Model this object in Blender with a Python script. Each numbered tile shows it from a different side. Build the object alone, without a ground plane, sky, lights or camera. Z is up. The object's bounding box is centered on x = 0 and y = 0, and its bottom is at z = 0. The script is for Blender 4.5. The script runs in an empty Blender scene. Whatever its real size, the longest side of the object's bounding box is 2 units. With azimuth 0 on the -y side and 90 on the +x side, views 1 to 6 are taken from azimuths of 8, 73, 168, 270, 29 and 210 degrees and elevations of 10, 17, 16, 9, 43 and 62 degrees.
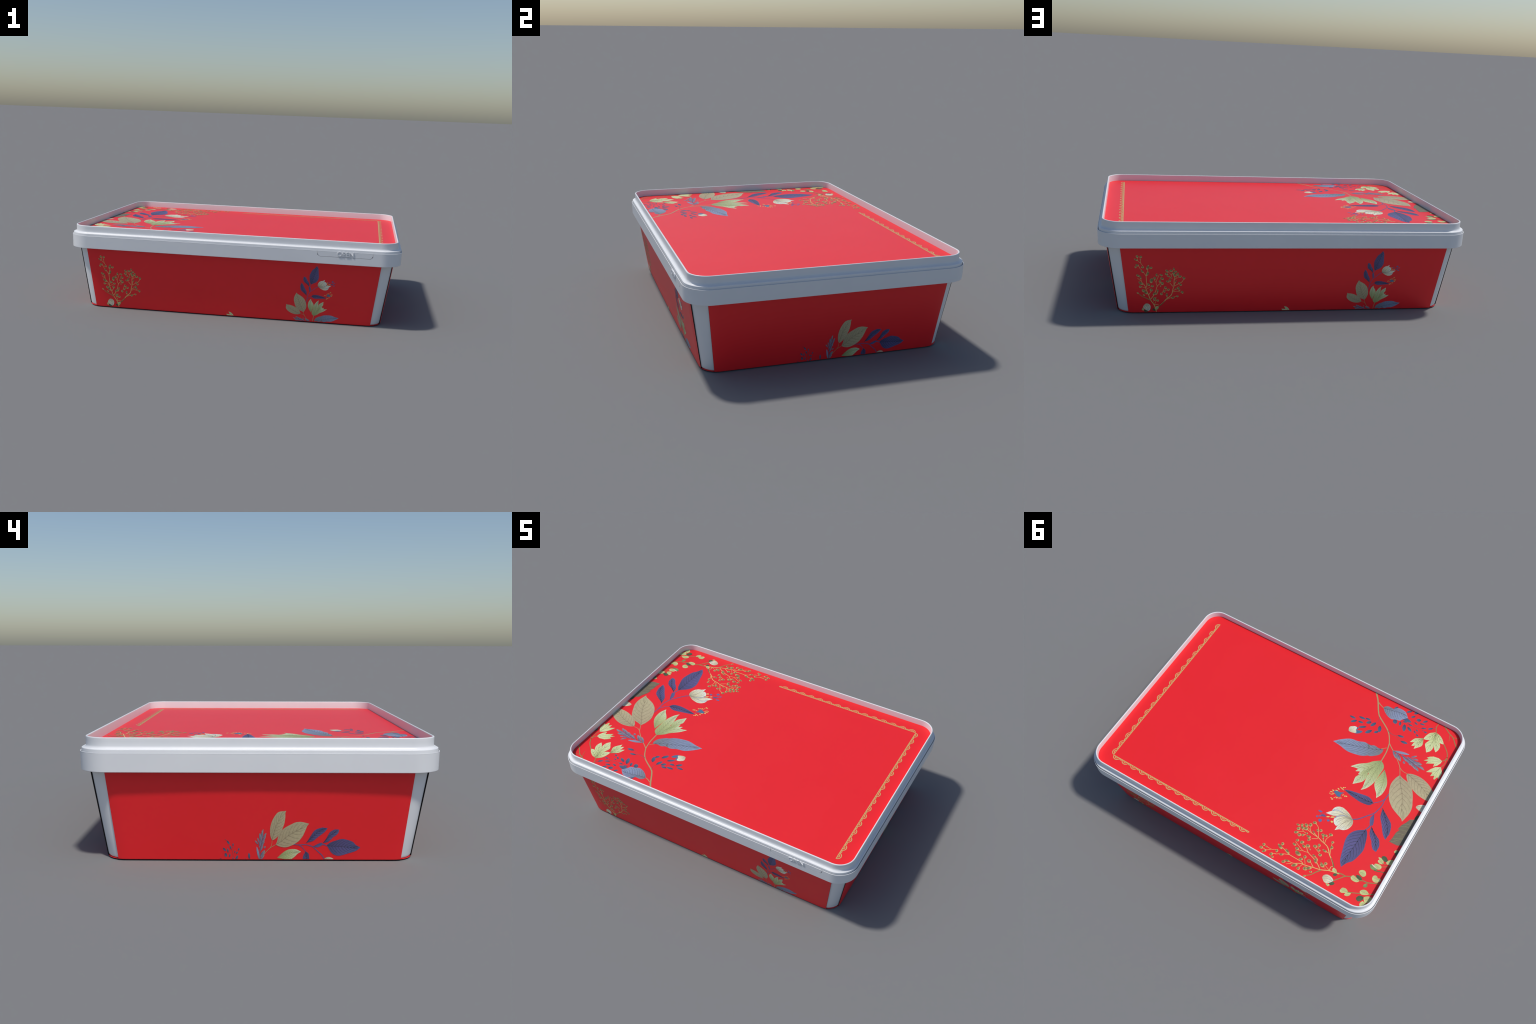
"""A rectangular white plastic tub with a snap-on lid; red in-mould labels printed
with leaves, buds, berries and a lace border.  Frame: metres, z up, 2.00 m long."""
import bpy, bmesh, math
from mathutils import Vector, Matrix
from mathutils.geometry import tessellate_polygon

# ------------------------------------------------------------------ sizes
COLLAR_X, COLLAR_Y, COLLAR_R = 1.0, 0.7208, 0.124   # outer collar, half sizes and corner radius
Z_SKIRT, Z_COLLAR, Z_LEDGE, Z_RIM = 0.3758, 0.4515, 0.4655, 0.5105
Z_FLOOR = 0.4694                                    # printed face of the lid label
RIM_OUT, RIM_IN = 0.0240, 0.0315                    # insets of the lid wall from the collar
BASE_X, BASE_Y, BASE_R = 0.906, 0.638, 0.088        # printed face of the tub at z = 0
DRAFT_X, DRAFT_Y, DRAFT_R = 0.159, 0.143, 0.055     # how they grow with height
LABEL_T = 0.0038


def barrel(z):
    """The walls are slightly barrelled: how far the ends of the short and of the long faces fall back."""
    return 0.003 + 0.018 * z, 0.006 - 0.008 * z


def srgb(r, g, b):
    f = lambda c: c / 12.92 if c <= 0.04045 else ((c + 0.055) / 1.055) ** 2.4
    return (f(r / 255), f(g / 255), f(b / 255), 1.0)


# ------------------------------------------------------------------ materials
def new_material(name, rough, spec=0.5):
    m = bpy.data.materials.new(name)
    m.use_nodes = True
    nt = m.node_tree
    bsdf = nt.nodes["Principled BSDF"]
    bsdf.inputs["Roughness"].default_value = rough
    bsdf.inputs["Specular IOR Level"].default_value = spec
    return m, nt, bsdf


def mix_rgb(nt, fac, a, b, mode='MIX'):
    n = nt.nodes.new("ShaderNodeMix")
    n.data_type = 'RGBA'
    n.blend_type = mode
    for sock, v in ((n.inputs[0], fac), (n.inputs[6], a), (n.inputs[7], b)):
        if isinstance(v, (int, float, tuple)):
            sock.default_value = v
        else:
            nt.links.new(v, sock)
    return n.outputs[2]


def noise(nt, coord, scale, detail=3.0):
    n = nt.nodes.new("ShaderNodeTexNoise")
    n.inputs["Scale"].default_value = scale
    n.inputs["Detail"].default_value = detail
    nt.links.new(coord, n.inputs["Vector"])
    return n.outputs["Fac"]


def ramp(nt, fac, stops):
    n = nt.nodes.new("ShaderNodeValToRGB")
    e = n.color_ramp.elements
    while len(e) < len(stops):
        e.new(0.5)
    for el, (p, c) in zip(e, stops):
        el.position, el.color = p, c
    nt.links.new(fac, n.inputs["Fac"])
    return n.outputs["Color"]


def plastic():
    m, nt, b = new_material("white_plastic", 0.38, 0.5)
    tc = nt.nodes.new("ShaderNodeTexCoord")
    c = ramp(nt, noise(nt, tc.outputs["Object"], 6.0), [(0.3, srgb(*WHITE_A)), (0.7, srgb(*WHITE_B))])
    nt.links.new(c, b.inputs["Base Color"])
    return m


def label_red():
    m, nt, b = new_material("red_label", 0.42, 0.42)
    tc = nt.nodes.new("ShaderNodeTexCoord")
    c = ramp(nt, noise(nt, tc.outputs["Object"], 3.0), [(0.3, srgb(*RED_A)), (0.7, srgb(*RED_B))])
    nt.links.new(c, b.inputs["Base Color"])
    bump = nt.nodes.new("ShaderNodeBump")
    bump.inputs["Strength"].default_value = 0.02
    nt.links.new(noise(nt, tc.outputs["Object"], 220.0), bump.inputs["Height"])
    nt.links.new(bump.outputs["Normal"], b.inputs["Normal"])
    return m


def flat(name, col, rough=0.45, spec=0.45):
    m, nt, b = new_material(name, rough, spec)
    tc = nt.nodes.new("ShaderNodeTexCoord")
    dark = tuple(c * 0.86 for c in col[:3]) + (1,)
    c = mix_rgb(nt, noise(nt, tc.outputs["Object"], 9.0), col, dark)
    nt.links.new(c, b.inputs["Base Color"])
    return m


def blade(name, root, mid, tip, half=0.9, grain=16.0, streak=0.0):
    """Printed leaf: tint runs root > mid > tip along local x; one half of the blade is
    a little darker; fine grain; optional fine streaks along the blade."""
    m, nt, b = new_material(name, 0.45, 0.45)
    tc = nt.nodes.new("ShaderNodeTexCoord")
    sep = nt.nodes.new("ShaderNodeSeparateXYZ")
    nt.links.new(tc.outputs["Object"], sep.inputs[0])
    c = ramp(nt, sep.outputs["X"], [(0.02, root), (0.45, mid), (0.98, tip)])
    side = nt.nodes.new("ShaderNodeMath")
    side.operation = 'GREATER_THAN'
    nt.links.new(sep.outputs["Y"], side.inputs[0])
    side.inputs[1].default_value = 0.0
    c = mix_rgb(nt, side.outputs[0], c, mix_rgb(nt, 1.0, c, (half, half, half, 1), 'MULTIPLY'))
    g = ramp(nt, noise(nt, tc.outputs["Object"], grain, 4), [(0.3, (0.9, 0.9, 0.9, 1)), (0.7, (1.06, 1.06, 1.06, 1))])
    c = mix_rgb(nt, 1.0, c, g, 'MULTIPLY')
    if streak:
        mp = nt.nodes.new("ShaderNodeMapping")
        mp.inputs["Scale"].default_value = (2.0, 22.0, 1.0)
        nt.links.new(tc.outputs["Object"], mp.inputs[0])
        s = ramp(nt, noise(nt, mp.outputs[0], 1.0, 2), [(0.38, (1 - streak,) * 3 + (1,)), (0.55, (1, 1, 1, 1))])
        c = mix_rgb(nt, 1.0, c, s, 'MULTIPLY')
    nt.links.new(c, b.inputs["Base Color"])
    return m


def berry(name, rim, core):
    """Printed berry: pale rim and a mottled dark heart, on local coordinates."""
    m, nt, b = new_material(name, 0.45, 0.45)
    tc = nt.nodes.new("ShaderNodeTexCoord")
    ln = nt.nodes.new("ShaderNodeVectorMath")
    ln.operation = 'LENGTH'
    off = nt.nodes.new("ShaderNodeVectorMath")
    off.operation = 'ADD'
    off.inputs[1].default_value = (0.18, -0.12, 0)
    nt.links.new(tc.outputs["Object"], off.inputs[0])
    nt.links.new(off.outputs[0], ln.inputs[0])
    add = nt.nodes.new("ShaderNodeMath")
    add.operation = 'MULTIPLY_ADD'
    nt.links.new(noise(nt, tc.outputs["Object"], 2.2), add.inputs[0])
    add.inputs[1].default_value = 0.8
    nt.links.new(ln.outputs["Value"], add.inputs[2])
    half = nt.nodes.new("ShaderNodeMath")
    half.operation = 'MULTIPLY'
    half.inputs[1].default_value = 0.6
    nt.links.new(add.outputs[0], half.inputs[0])
    c = ramp(nt, half.outputs[0], [(0.46, core), (0.80, rim)])
    nt.links.new(c, b.inputs["Base Color"])
    return m


WHITE_A, WHITE_B = (228, 229, 231), (231, 232, 233)
RED_A, RED_B = (238, 34, 41), (240, 36, 43)
M = {}


def make_materials():
    M['plastic'] = plastic()
    M['red'] = label_red()
    M['label_edge'] = flat("label_edge", srgb(26, 26, 28), 0.6, 0.2)
    M['lace'] = flat("gold_print", srgb(216, 180, 114))
    M['tan'] = blade("tan_leaf", srgb(180, 164, 130), srgb(188, 174, 138), srgb(192, 182, 142), 0.95)
    M['sage'] = blade("sage_leaf", srgb(158, 172, 112), srgb(190, 198, 138), srgb(222, 232, 190), 0.94, 20)
    M['pale_green'] = blade("pale_green_leaf", srgb(190, 198, 130), srgb(216, 222, 160), srgb(222, 232, 178), 0.96, 20)
    M['pale_leaf'] = blade("pale_oval_leaf", srgb(214, 218, 148), srgb(200, 204, 136), srgb(206, 212, 140), 0.9, 8)
    M['grey_blue'] = blade("grey_blue_leaf", srgb(126, 132, 134), srgb(138, 149, 174), srgb(144, 158, 188), 0.95)
    M['lavender'] = blade("lavender_leaf", srgb(134, 126, 156), srgb(142, 134, 152), srgb(160, 158, 162), 0.85, 24, 0.45)
    M['purple'] = blade("purple_leaf", srgb(80, 80, 122), srgb(98, 91, 140), srgb(90, 95, 142), 0.84)
    M['slate'] = blade("slate_leaflet", srgb(62, 68, 96), srgb(76, 94, 122), srgb(82, 106, 134), 0.88, 10)
    M['cream'] = blade("cream_petal", srgb(196, 188, 154), srgb(232, 224, 188), srgb(240, 240, 222), 0.95, 10, 0.2)
    M['dull_olive'] = blade("grey_olive_leaf", srgb(120, 112, 92), srgb(118, 110, 90), srgb(122, 114, 94), 0.95)
    M['dark_green'] = blade("dark_green_leaf", srgb(70, 94, 62), srgb(78, 100, 68), srgb(64, 86, 62), 0.85, 8)
    M['mid_green'] = blade("mid_green_leaf", srgb(110, 138, 84), srgb(132, 162, 98), srgb(120, 148, 90), 0.85, 8)
    M['bright_blue'] = flat("bright_blue_print", srgb(96, 112, 168))
    M['calyx_blue'] = flat("calyx_blue_print", srgb(78, 118, 150))
    M['yellow'] = flat("yellow_print", srgb(234, 212, 124))
    M['gold'] = berry("gold_berry", srgb(206, 182, 114), srgb(126, 112, 68))
    M['tan_stem'] = flat("tan_stem_print", srgb(178, 162, 112))
    M['gold_stem'] = flat("gold_stem_print", srgb(232, 202, 122))
    M['olive_stem'] = flat("olive_stem_print", srgb(142, 146, 84))
    M['green_stem'] = flat("green_stem_print", srgb(96, 116, 70))
    M['purple_stem'] = flat("purple_stem_print", srgb(104, 92, 138))
    M['slate_stem'] = flat("slate_stem_print", srgb(116, 88, 96))
    M['olive_shadow'] = flat("olive_shadow_print", srgb(116, 118, 110))
    M['petal_line'] = flat("petal_line_print", srgb(158, 146, 122))
    M['vein_olive'] = flat("vein_olive_print", srgb(152, 156, 106))
    M['drawn_petal_shadow'] = flat("petal_shadow_print", srgb(134, 154, 200))
    M['vein_slate'] = flat("vein_slate_print", srgb(78, 76, 96))
    M['vein_tan'] = flat("vein_tan_print", srgb(142, 126, 98))
    M['vein_purple'] = flat("vein_purple_print", srgb(62, 60, 84))
    M['vein_blue'] = flat("vein_blue_print", srgb(102, 106, 124))


VEIN_OF = dict(tan='vein_tan', sage='vein_olive', pale_green='vein_olive', pale_leaf='vein_olive',
               grey_blue='vein_blue', purple='vein_purple', cream='petal_line')


VEIN_WIDTH = dict(sage=0.68, pale_green=0.7, tan=0.85, purple=1.15)


# ------------------------------------------------------------------ solids
def link(obj, parent=None):
    bpy.context.scene.collection.objects.link(obj)
    if parent is not None:
        obj.parent = parent
    return obj


def mesh_object(name, verts, faces, mats, parent=None, smooth=35, slots=None):
    me = bpy.data.meshes.new(name)
    me.from_pydata(verts, [], faces)
    for m in mats:
        me.materials.append(m)
    if slots:
        me.polygons.foreach_set("material_index", slots)
    if smooth:
        bm = bmesh.new()
        bm.from_mesh(me)
        bmesh.ops.recalc_face_normals(bm, faces=bm.faces[:])
        bm.to_mesh(me)
        bm.free()
        me.shade_smooth()
        me.set_sharp_from_angle(angle=math.radians(smooth))
    me.update()
    return link(bpy.data.objects.new(name, me), parent)


def rounded_rect(hx, hy, r, bow=(0.0, 0.0), seg=20):
    pts = []
    for cx, cy, a0 in ((1, 1, 0), (-1, 1, 90), (-1, -1, 180), (1, -1, 270)):
        for i in range(seg + 1):
            a = math.radians(a0 + 90 * i / seg)
            pts.append((cx * (hx - r) + r * math.cos(a), cy * (hy - r) + r * math.sin(a)))
    if bow == (0.0, 0.0):
        return pts
    out = []                        # extra points along the straight sides carry the barrel shape
    for p, q in zip(pts, pts[1:] + pts[:1]):
        n = 16 if (p[0] - q[0]) ** 2 + (p[1] - q[1]) ** 2 > 0.04 else 1
        out += [(p[0] + (q[0] - p[0]) * k / n, p[1] + (q[1] - p[1]) * k / n) for k in range(n)]
    return [(x - math.copysign(bow[0] * (y / hy) ** 2, x) * (abs(x) / hx) ** 2,
             y - math.copysign(bow[1] * (x / hx) ** 2, y) * (abs(y) / hy) ** 2) for x, y in out]


def loft(name, sections, mats, parent, ring=False, slot=None, smooth=35):
    """sections: (half x, half y, corner radius, z); ring joins last to first, else both ends are capped."""
    verts, faces, slots = [], [], []
    n = 0
    for s in sections:
        loop = rounded_rect(*s[:3], *s[4:])
        n = len(loop)
        verts += [(x, y, s[3]) for x, y in loop]
    k = len(sections)
    for i in range(k if ring else k - 1):
        a, b = i * n, ((i + 1) % k) * n
        for j in range(n):
            q = (j + 1) % n
            faces.append((a + j, a + q, b + q, b + j))
            slots.append(slot(i) if slot else 0)
    if not ring:
        faces.append(tuple(range(n))[::-1])
        faces.append(tuple(range((k - 1) * n, k * n)))
        slots += [slot(0) if slot else 0, slot(k - 2) if slot else 0]
    return mesh_object(name, verts, faces, mats, parent, smooth, slots)


def inset(d, z):
    """Section of the lid / collar family: concentric with the collar, d inside it."""
    return (COLLAR_X - d, COLLAR_Y - d, COLLAR_R - d, z)


def tub_at(z, d=0.0):
    return (BASE_X + DRAFT_X * z - d, BASE_Y + DRAFT_Y * z - d, BASE_R + DRAFT_R * z - d, z, barrel(z))


def build_tub(parent):
    t = LABEL_T
    secs = [tub_at(0.0036, t + 0.010), tub_at(0.0055, t + 0.004), tub_at(0.010, t + 0.001), tub_at(0.016, t)]
    secs += [tub_at(z, t) for z in (0.12, 0.25, 0.43)]
    secs += [tub_at(0.432, t + 0.002), tub_at(0.432, t + 0.008), tub_at(0.43, t + 0.010), tub_at(0.02, t + 0.010)]
    tub = loft("tub_body", secs, [M['plastic']], parent)
    return tub


def build_collar(parent):
    secs = [inset(0.0045, Z_SKIRT), inset(0.0030, Z_SKIRT + 0.0008), inset(0.0024, Z_SKIRT + 0.002),
            inset(0.0004, Z_COLLAR - 0.002), inset(0.0, Z_COLLAR - 0.0006), inset(0.0006, Z_COLLAR),
            inset(0.0026, Z_COLLAR), inset(0.0032, Z_COLLAR - 0.001), inset(0.0072, 0.4265), inset(0.036, 0.4265),
            inset(0.036, 0.4215), inset(0.0095, 0.4215), inset(0.0100, Z_SKIRT)]
    ring = loft("collar", secs, [M['plastic']], parent, ring=True, smooth=12)
    # tear tab: a slit cut down from the collar's top edge, along, and up again
    x0, x1, zb, r = 0.5145, 0.834, 0.4190, 0.020
    path = [(x0 - 0.002, Z_COLLAR + 0.004), (x0, zb + r + 0.004)]
    for i in range(1, 7):
        a = math.radians(180 + 90 * i / 6)
        path.append((x0 + r + r * math.cos(a), zb + r + r * math.sin(a)))
    for i in range(0, 6):
        a = math.radians(270 + 90 * i / 6)
        path.append((x1 - r + r * math.cos(a), zb + r + r * math.sin(a)))
    path += [(x1, zb + r + 0.004), (x1 + 0.002, Z_COLLAR + 0.004)]
    verts, faces = [], []
    n = len(path)
    for i, (x, z) in enumerate(path):
        a, b = path[max(i - 1, 0)], path[min(i + 1, n - 1)]
        d = Vector((b[0] - a[0], b[1] - a[1])).normalized()
        w = 0.0008 + 0.0012 * abs(d.y)          # the slit opens at its upright ends
        for s, y in ((1, -0.74), (-1, -0.74), (-1, -0.7135), (1, -0.7135)):
            verts.append((x - d.y * w * s, y, z + d.x * w * s))
    for i in range(n - 1):
        for j in range(4):
            q = (j + 1) % 4
            faces.append((i * 4 + j, i * 4 + q, i * 4 + 4 + q, i * 4 + 4 + j))
    faces += [(3, 2, 1, 0), tuple(range(n * 4 - 4, n * 4))]
    cutter = mesh_object("slit_cutter", verts, faces, [M['label_edge']], None, 30)
    mod = ring.modifiers.new("slit", 'BOOLEAN')
    mod.operation, mod.solver, mod.object = 'DIFFERENCE', 'EXACT', cutter
    dg = bpy.context.evaluated_depsgraph_get()
    cut = bpy.data.meshes.new_from_object(ring.evaluated_get(dg))
    ring.modifiers.clear()
    ring.data = cut
    cut.shade_smooth()
    cut.set_sharp_from_angle(angle=math.radians(12))
    bpy.data.objects.remove(cutter)
    return ring


def build_lettering(parent):
    cu = bpy.data.curves.new("raised_lettering", 'FONT')
    cu.body, cu.size, cu.extrude = "OPEN", 0.036, 0.0032
    cu.bevel_depth, cu.resolution_u = 0.0004, 6
    tmp = link(bpy.data.objects.new("text", cu))
    dg = bpy.context.evaluated_depsgraph_get()
    me = bpy.data.meshes.new_from_object(tmp.evaluated_get(dg))
    bpy.data.objects.remove(tmp)
    xs = [v.co.x for v in me.vertices]
    ys = [v.co.y for v in me.vertices]
    sx, sy = 0.0945 / (max(xs) - min(xs)), 0.0275 / (max(ys) - min(ys))
    for v in me.vertices:
        v.co.x = (v.co.x - min(xs)) * sx
        v.co.y = (v.co.y - min(ys)) * sy
    me.materials.clear()
    me.materials.append(M['plastic'])
    ob = link(bpy.data.objects.new("raised_lettering", me), parent)
    ob.matrix_local = Matrix.Translation((0.6290, -0.7195, 0.4250)) @ Matrix.Rotation(math.radians(90 + 3), 4, 'X')
    return ob


def build_lid(parent):
    secs = [inset(0.0085, 0.430), inset(0.0072, 0.4305), inset(0.0068, 0.434), inset(0.0064, Z_LEDGE - 0.0025)]
    for i in range(1, 6):                                    # rounded outer edge of the ledge
        a = math.radians(90 * i / 5)
        secs.append(inset(0.0064 + 0.0022 * (1 - math.cos(a)), Z_LEDGE - 0.0025 + 0.0022 * math.sin(a)))
    fw, fh = 0.0112, 0.0120                                  # hollow fillet up to the wall
    for i in range(0, 11):
        a = math.radians(90 * i / 10)
        secs.append(inset(RIM_OUT - fw + fw * math.sin(a), Z_LEDGE + fh * (1 - math.cos(a))))
    secs += [inset(RIM_OUT - 0.0003, 0.495), inset(RIM_OUT - 0.0006, Z_RIM - 0.004)]
    for i in range(1, 13):                                   # rounded lip
        a = math.radians(180 * i / 12)
        c = (RIM_OUT - 0.0006 + RIM_IN) / 2
        w = (RIM_IN - RIM_OUT + 0.0006) / 2
        secs.append(inset(c - w * math.cos(a), Z_RIM - 0.0035 + 0.0035 * math.sin(a)))
    secs += [inset(RIM_IN + 0.0008, Z_FLOOR - 0.0015)]
    return loft("lid", secs, [M['plastic']], parent, smooth=28)


def build_lid_label(parent):
    d = RIM_IN + 0.0012
    secs = [inset(d, Z_FLOOR - 0.0012), inset(d, Z_FLOOR)]
    return loft("lid_label", secs, [M['red']], parent)


def face_profile(s, half_s, half_n, r):
    """Distance of the tub face from the middle at sideways position s (follows the rounded corner)."""
    e = abs(s) - (half_s - r)
    return half_n if e <= 0 else half_n - r + math.sqrt(max(r * r - e * e, 0.0))


# the four faces: sideways axis as seen from outside, outward axis
FACES = dict(front=((1, 0), (0, -1)), back=((-1, 0), (0, 1)), left=((0, -1), (-1, 0)), right=((0, 1), (1, 0)))
LONG_FACES = ('front', 'back')


def label_half_width(side, z):
    return 0.843 + (0.886 - 0.843) * z / 0.375 if side in LONG_FACES else 0.576 + (0.614 - 0.576) * z / 0.375


def build_side_label(side, parent):
    sx, nx = FACES[side]
    verts, faces, slots = [], [], []
    nu, zs = 40, [0.0040, 0.01, 0.1, 0.2, 0.3, 0.395]
    for depth in (0.0, LABEL_T - 0.0004):
        for z in zs:
            hx, hy, r = tub_at(z)[:3]
            hs, hn = (hx, hy) if side in LONG_FACES else (hy, hx)
            w = label_half_width(side, z)
            for i in range(nu + 1):
                t = -1 + 2 * i / nu
                s = w * math.copysign(abs(t) ** 0.7, t)
                p = face_profile(s, hs, hn, r) - depth
                p -= barrel(z)[1 if side in LONG_FACES else 0] * (s / hs) ** 2
                verts.append((s * sx[0] + p * nx[0], s * sx[1] + p * nx[1], z))
    row, layer = nu + 1, (nu + 1) * len(zs)
    for j in range(len(zs) - 1):
        for i in range(nu):
            a = j * row + i
            faces.append((a, a + 1, a + row + 1, a + row))
            slots.append(0)
            a += layer
            faces.append((a, a + row, a + row + 1, a + 1))
            slots.append(1)
    rim = [i for i in range(row)] + [j * row + nu for j in range(1, len(zs))]
    rim += [(len(zs) - 1) * row + i for i in range(nu - 1, -1, -1)] + [j * row for j in range(len(zs) - 2, 0, -1)]
    for a, b in zip(rim, rim[1:] + rim[:1]):
        faces.append((a, a + layer, b + layer, b))
        slots.append(1)
    return mesh_object("side_label", verts, faces, [M['red'], M['label_edge']], parent, 35, slots)


def build_base_label(parent):
    secs = [tub_at(0.0, 0.0050), tub_at(0.0014, 0.0030), tub_at(0.0034, 0.0018), tub_at(0.0038, 0.0040)]
    return loft("base_label", secs, [M['red'], M['label_edge']], parent, slot=lambda i: 1 if i == 0 else 0)


# ------------------------------------------------------------------ printed artwork
# The drawing is laid out once, in millimetres on the lid; the same branches are printed
# again, turned and reduced, on the four sides.
ART = []


def spline(pts, k=6):
    """Catmull-Rom through pts."""
    if len(pts) < 3:
        return [Vector(p) for p in pts]
    p = [Vector(q) for q in pts]
    p = [2 * p[0] - p[1]] + p + [2 * p[-1] - p[-2]]
    out = []
    for i in range(1, len(p) - 2):
        a, b, c, d = p[i - 1:i + 3]
        for j in range(k):
            t = j / k
            out.append(0.5 * (2 * b + (c - a) * t + (2 * a - 5 * b + 4 * c - d) * t * t + (3 * b - a - 3 * c + d) * t ** 3))
    out.append(p[-2])
    return out


def along(line, t):
    x = max(0.0, min(1.0, t)) * (len(line) - 1)
    i = min(int(x), len(line) - 2)
    return line[i].lerp(line[i + 1], x - i)


def at_fraction(line, base, run, f):
    """Point of a curve at fraction f of the way from base along run."""
    b = Vector(base)
    pos = [(p - b).dot(run) / run.length_squared for p in line]
    for i in range(len(line) - 1):
        if pos[i] <= f <= pos[i + 1] and pos[i + 1] > pos[i]:
            return line[i].lerp(line[i + 1], (f - pos[i]) / (pos[i + 1] - pos[i]))
    return along(line, f)


def ribbon(line, w0, w1):
    left, right = [], []
    n = len(line)
    for i, p in enumerate(line):
        d = (line[min(i + 1, n - 1)] - line[max(i - 1, 0)])
        d = d.normalized() if d.length > 1e-9 else Vector((1, 0))
        w = (w0 + (w1 - w0) * i / max(n - 1, 1)) / 2
        left.append(p + Vector((-d.y, d.x)) * w)
        right.append(p - Vector((-d.y, d.x)) * w)
    return [[left[i], left[i + 1], right[i + 1], right[i]] for i in range(n - 1)]


def leaf(group, kind, base, tip, left, right, rib, veins):
    """Blade between two edge curves, a midrib and pairs of side veins."""
    a, b = spline([base] + left + [tip]), spline([base] + right + [tip])
    blade_poly = a + b[::-1][1:-1]
    lines = []
    if veins:
        mid = spline([base] + rib + [tip])
        k = VEIN_WIDTH.get(kind, 1.0)
        lines += ribbon(mid[:-2], 3.4 * k, 1.4 * k)
        run = Vector(tip) - Vector(base)
        for i in range(veins):
            t = (i + 0.5) / (veins + 1.9)
            for edge in (a, b):
                start = at_fraction(mid, base, run, t)
                end = start.lerp(at_fraction(edge, base, run, min(t + 0.26, 0.96)), 0.88)
                bow = start.lerp(end, 0.5).lerp(at_fraction(edge, base, run, min(t + 0.10, 0.95)), 0.17)
                lines += ribbon(spline([start, bow, end], 4), 2.7 * k, 1.3 * k)
    ART.append(dict(group=group, kind=kind, name="printed_leaf" if kind != 'cream' else "printed_petal",
                    fill=[blade_poly], lines=lines, origin=Vector(base), axis=Vector(tip) - Vector(base)))


def lens(group, kind, base, tip, width):
    """Small leaflet, pointed at its tip."""
    b, t = Vector(base), Vector(tip)
    d = t - b
    nrm = Vector((-d.y, d.x)).normalized() * width / 2
    prof = ((0.0, 0.12), (0.15, 0.62), (0.35, 0.95), (0.55, 1.0), (0.75, 0.8), (0.92, 0.38), (1.0, 0.0))
    left = spline([b + d * s + nrm * w for s, w in prof], 3)
    right = spline([b + d * s - nrm * w for s, w in prof], 3)
    ART.append(dict(group=group, kind=kind, name="printed_leaflet", fill=[left + right[::-1][1:]], lines=[], origin=b, axis=d))


def patch(group, kind, pts, smooth):
    if smooth:
        k = len(pts)
        ring = spline(pts[-1:] + pts + pts[:2], 5)[5:5 + 5 * k]
    else:
        ring = [Vector(p) for p in pts]
    c = sum(ring, Vector((0, 0))) / len(ring)
    far = max(ring, key=lambda p: (p - c).length)
    lines = []
    if smooth and kind == 'pale_leaf':
        o = c - (far - c)
        lines = ribbon([far.lerp(c, 0.15), c, c.lerp(o, 0.5)], 2.0, 0.8)
    ART.append(dict(group=group, kind=kind, name="printed_leaf" if kind != 'cream' else "printed_bud",
                    fill=[ring], lines=lines, origin=c - (far - c), axis=2 * (far - c)))


def stem(group, kind, pts, w0, w1):
    line = spline(pts, 5)
    d = line[-1] - line[0]
    ART.append(dict(group=group, kind=kind, name="printed_stem", fill=ribbon(line, w0, w1), lines=[], origin=line[0], axis=d))


def dot(group, kind, centre, rx, ry, angle):
    c, s = math.cos(math.radians(angle)), math.sin(math.radians(angle))
    ring = []
    for i in range(20):
        a = 2 * math.pi * i / 20
        k = 1 + 0.07 * math.sin(2 * a + centre[0]) + 0.05 * math.sin(3 * a + centre[1])
        x, y = rx * k * math.cos(a), ry * k * math.sin(a)
        ring.append(Vector((centre[0] + c * x - s * y, centre[1] + s * x + c * y)))
    ART.append(dict(group=group, kind=kind, name="printed_berry", fill=[ring], lines=[],
                    origin=Vector(centre), axis=Vector((c, s)) * max(rx, ry)))


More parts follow.
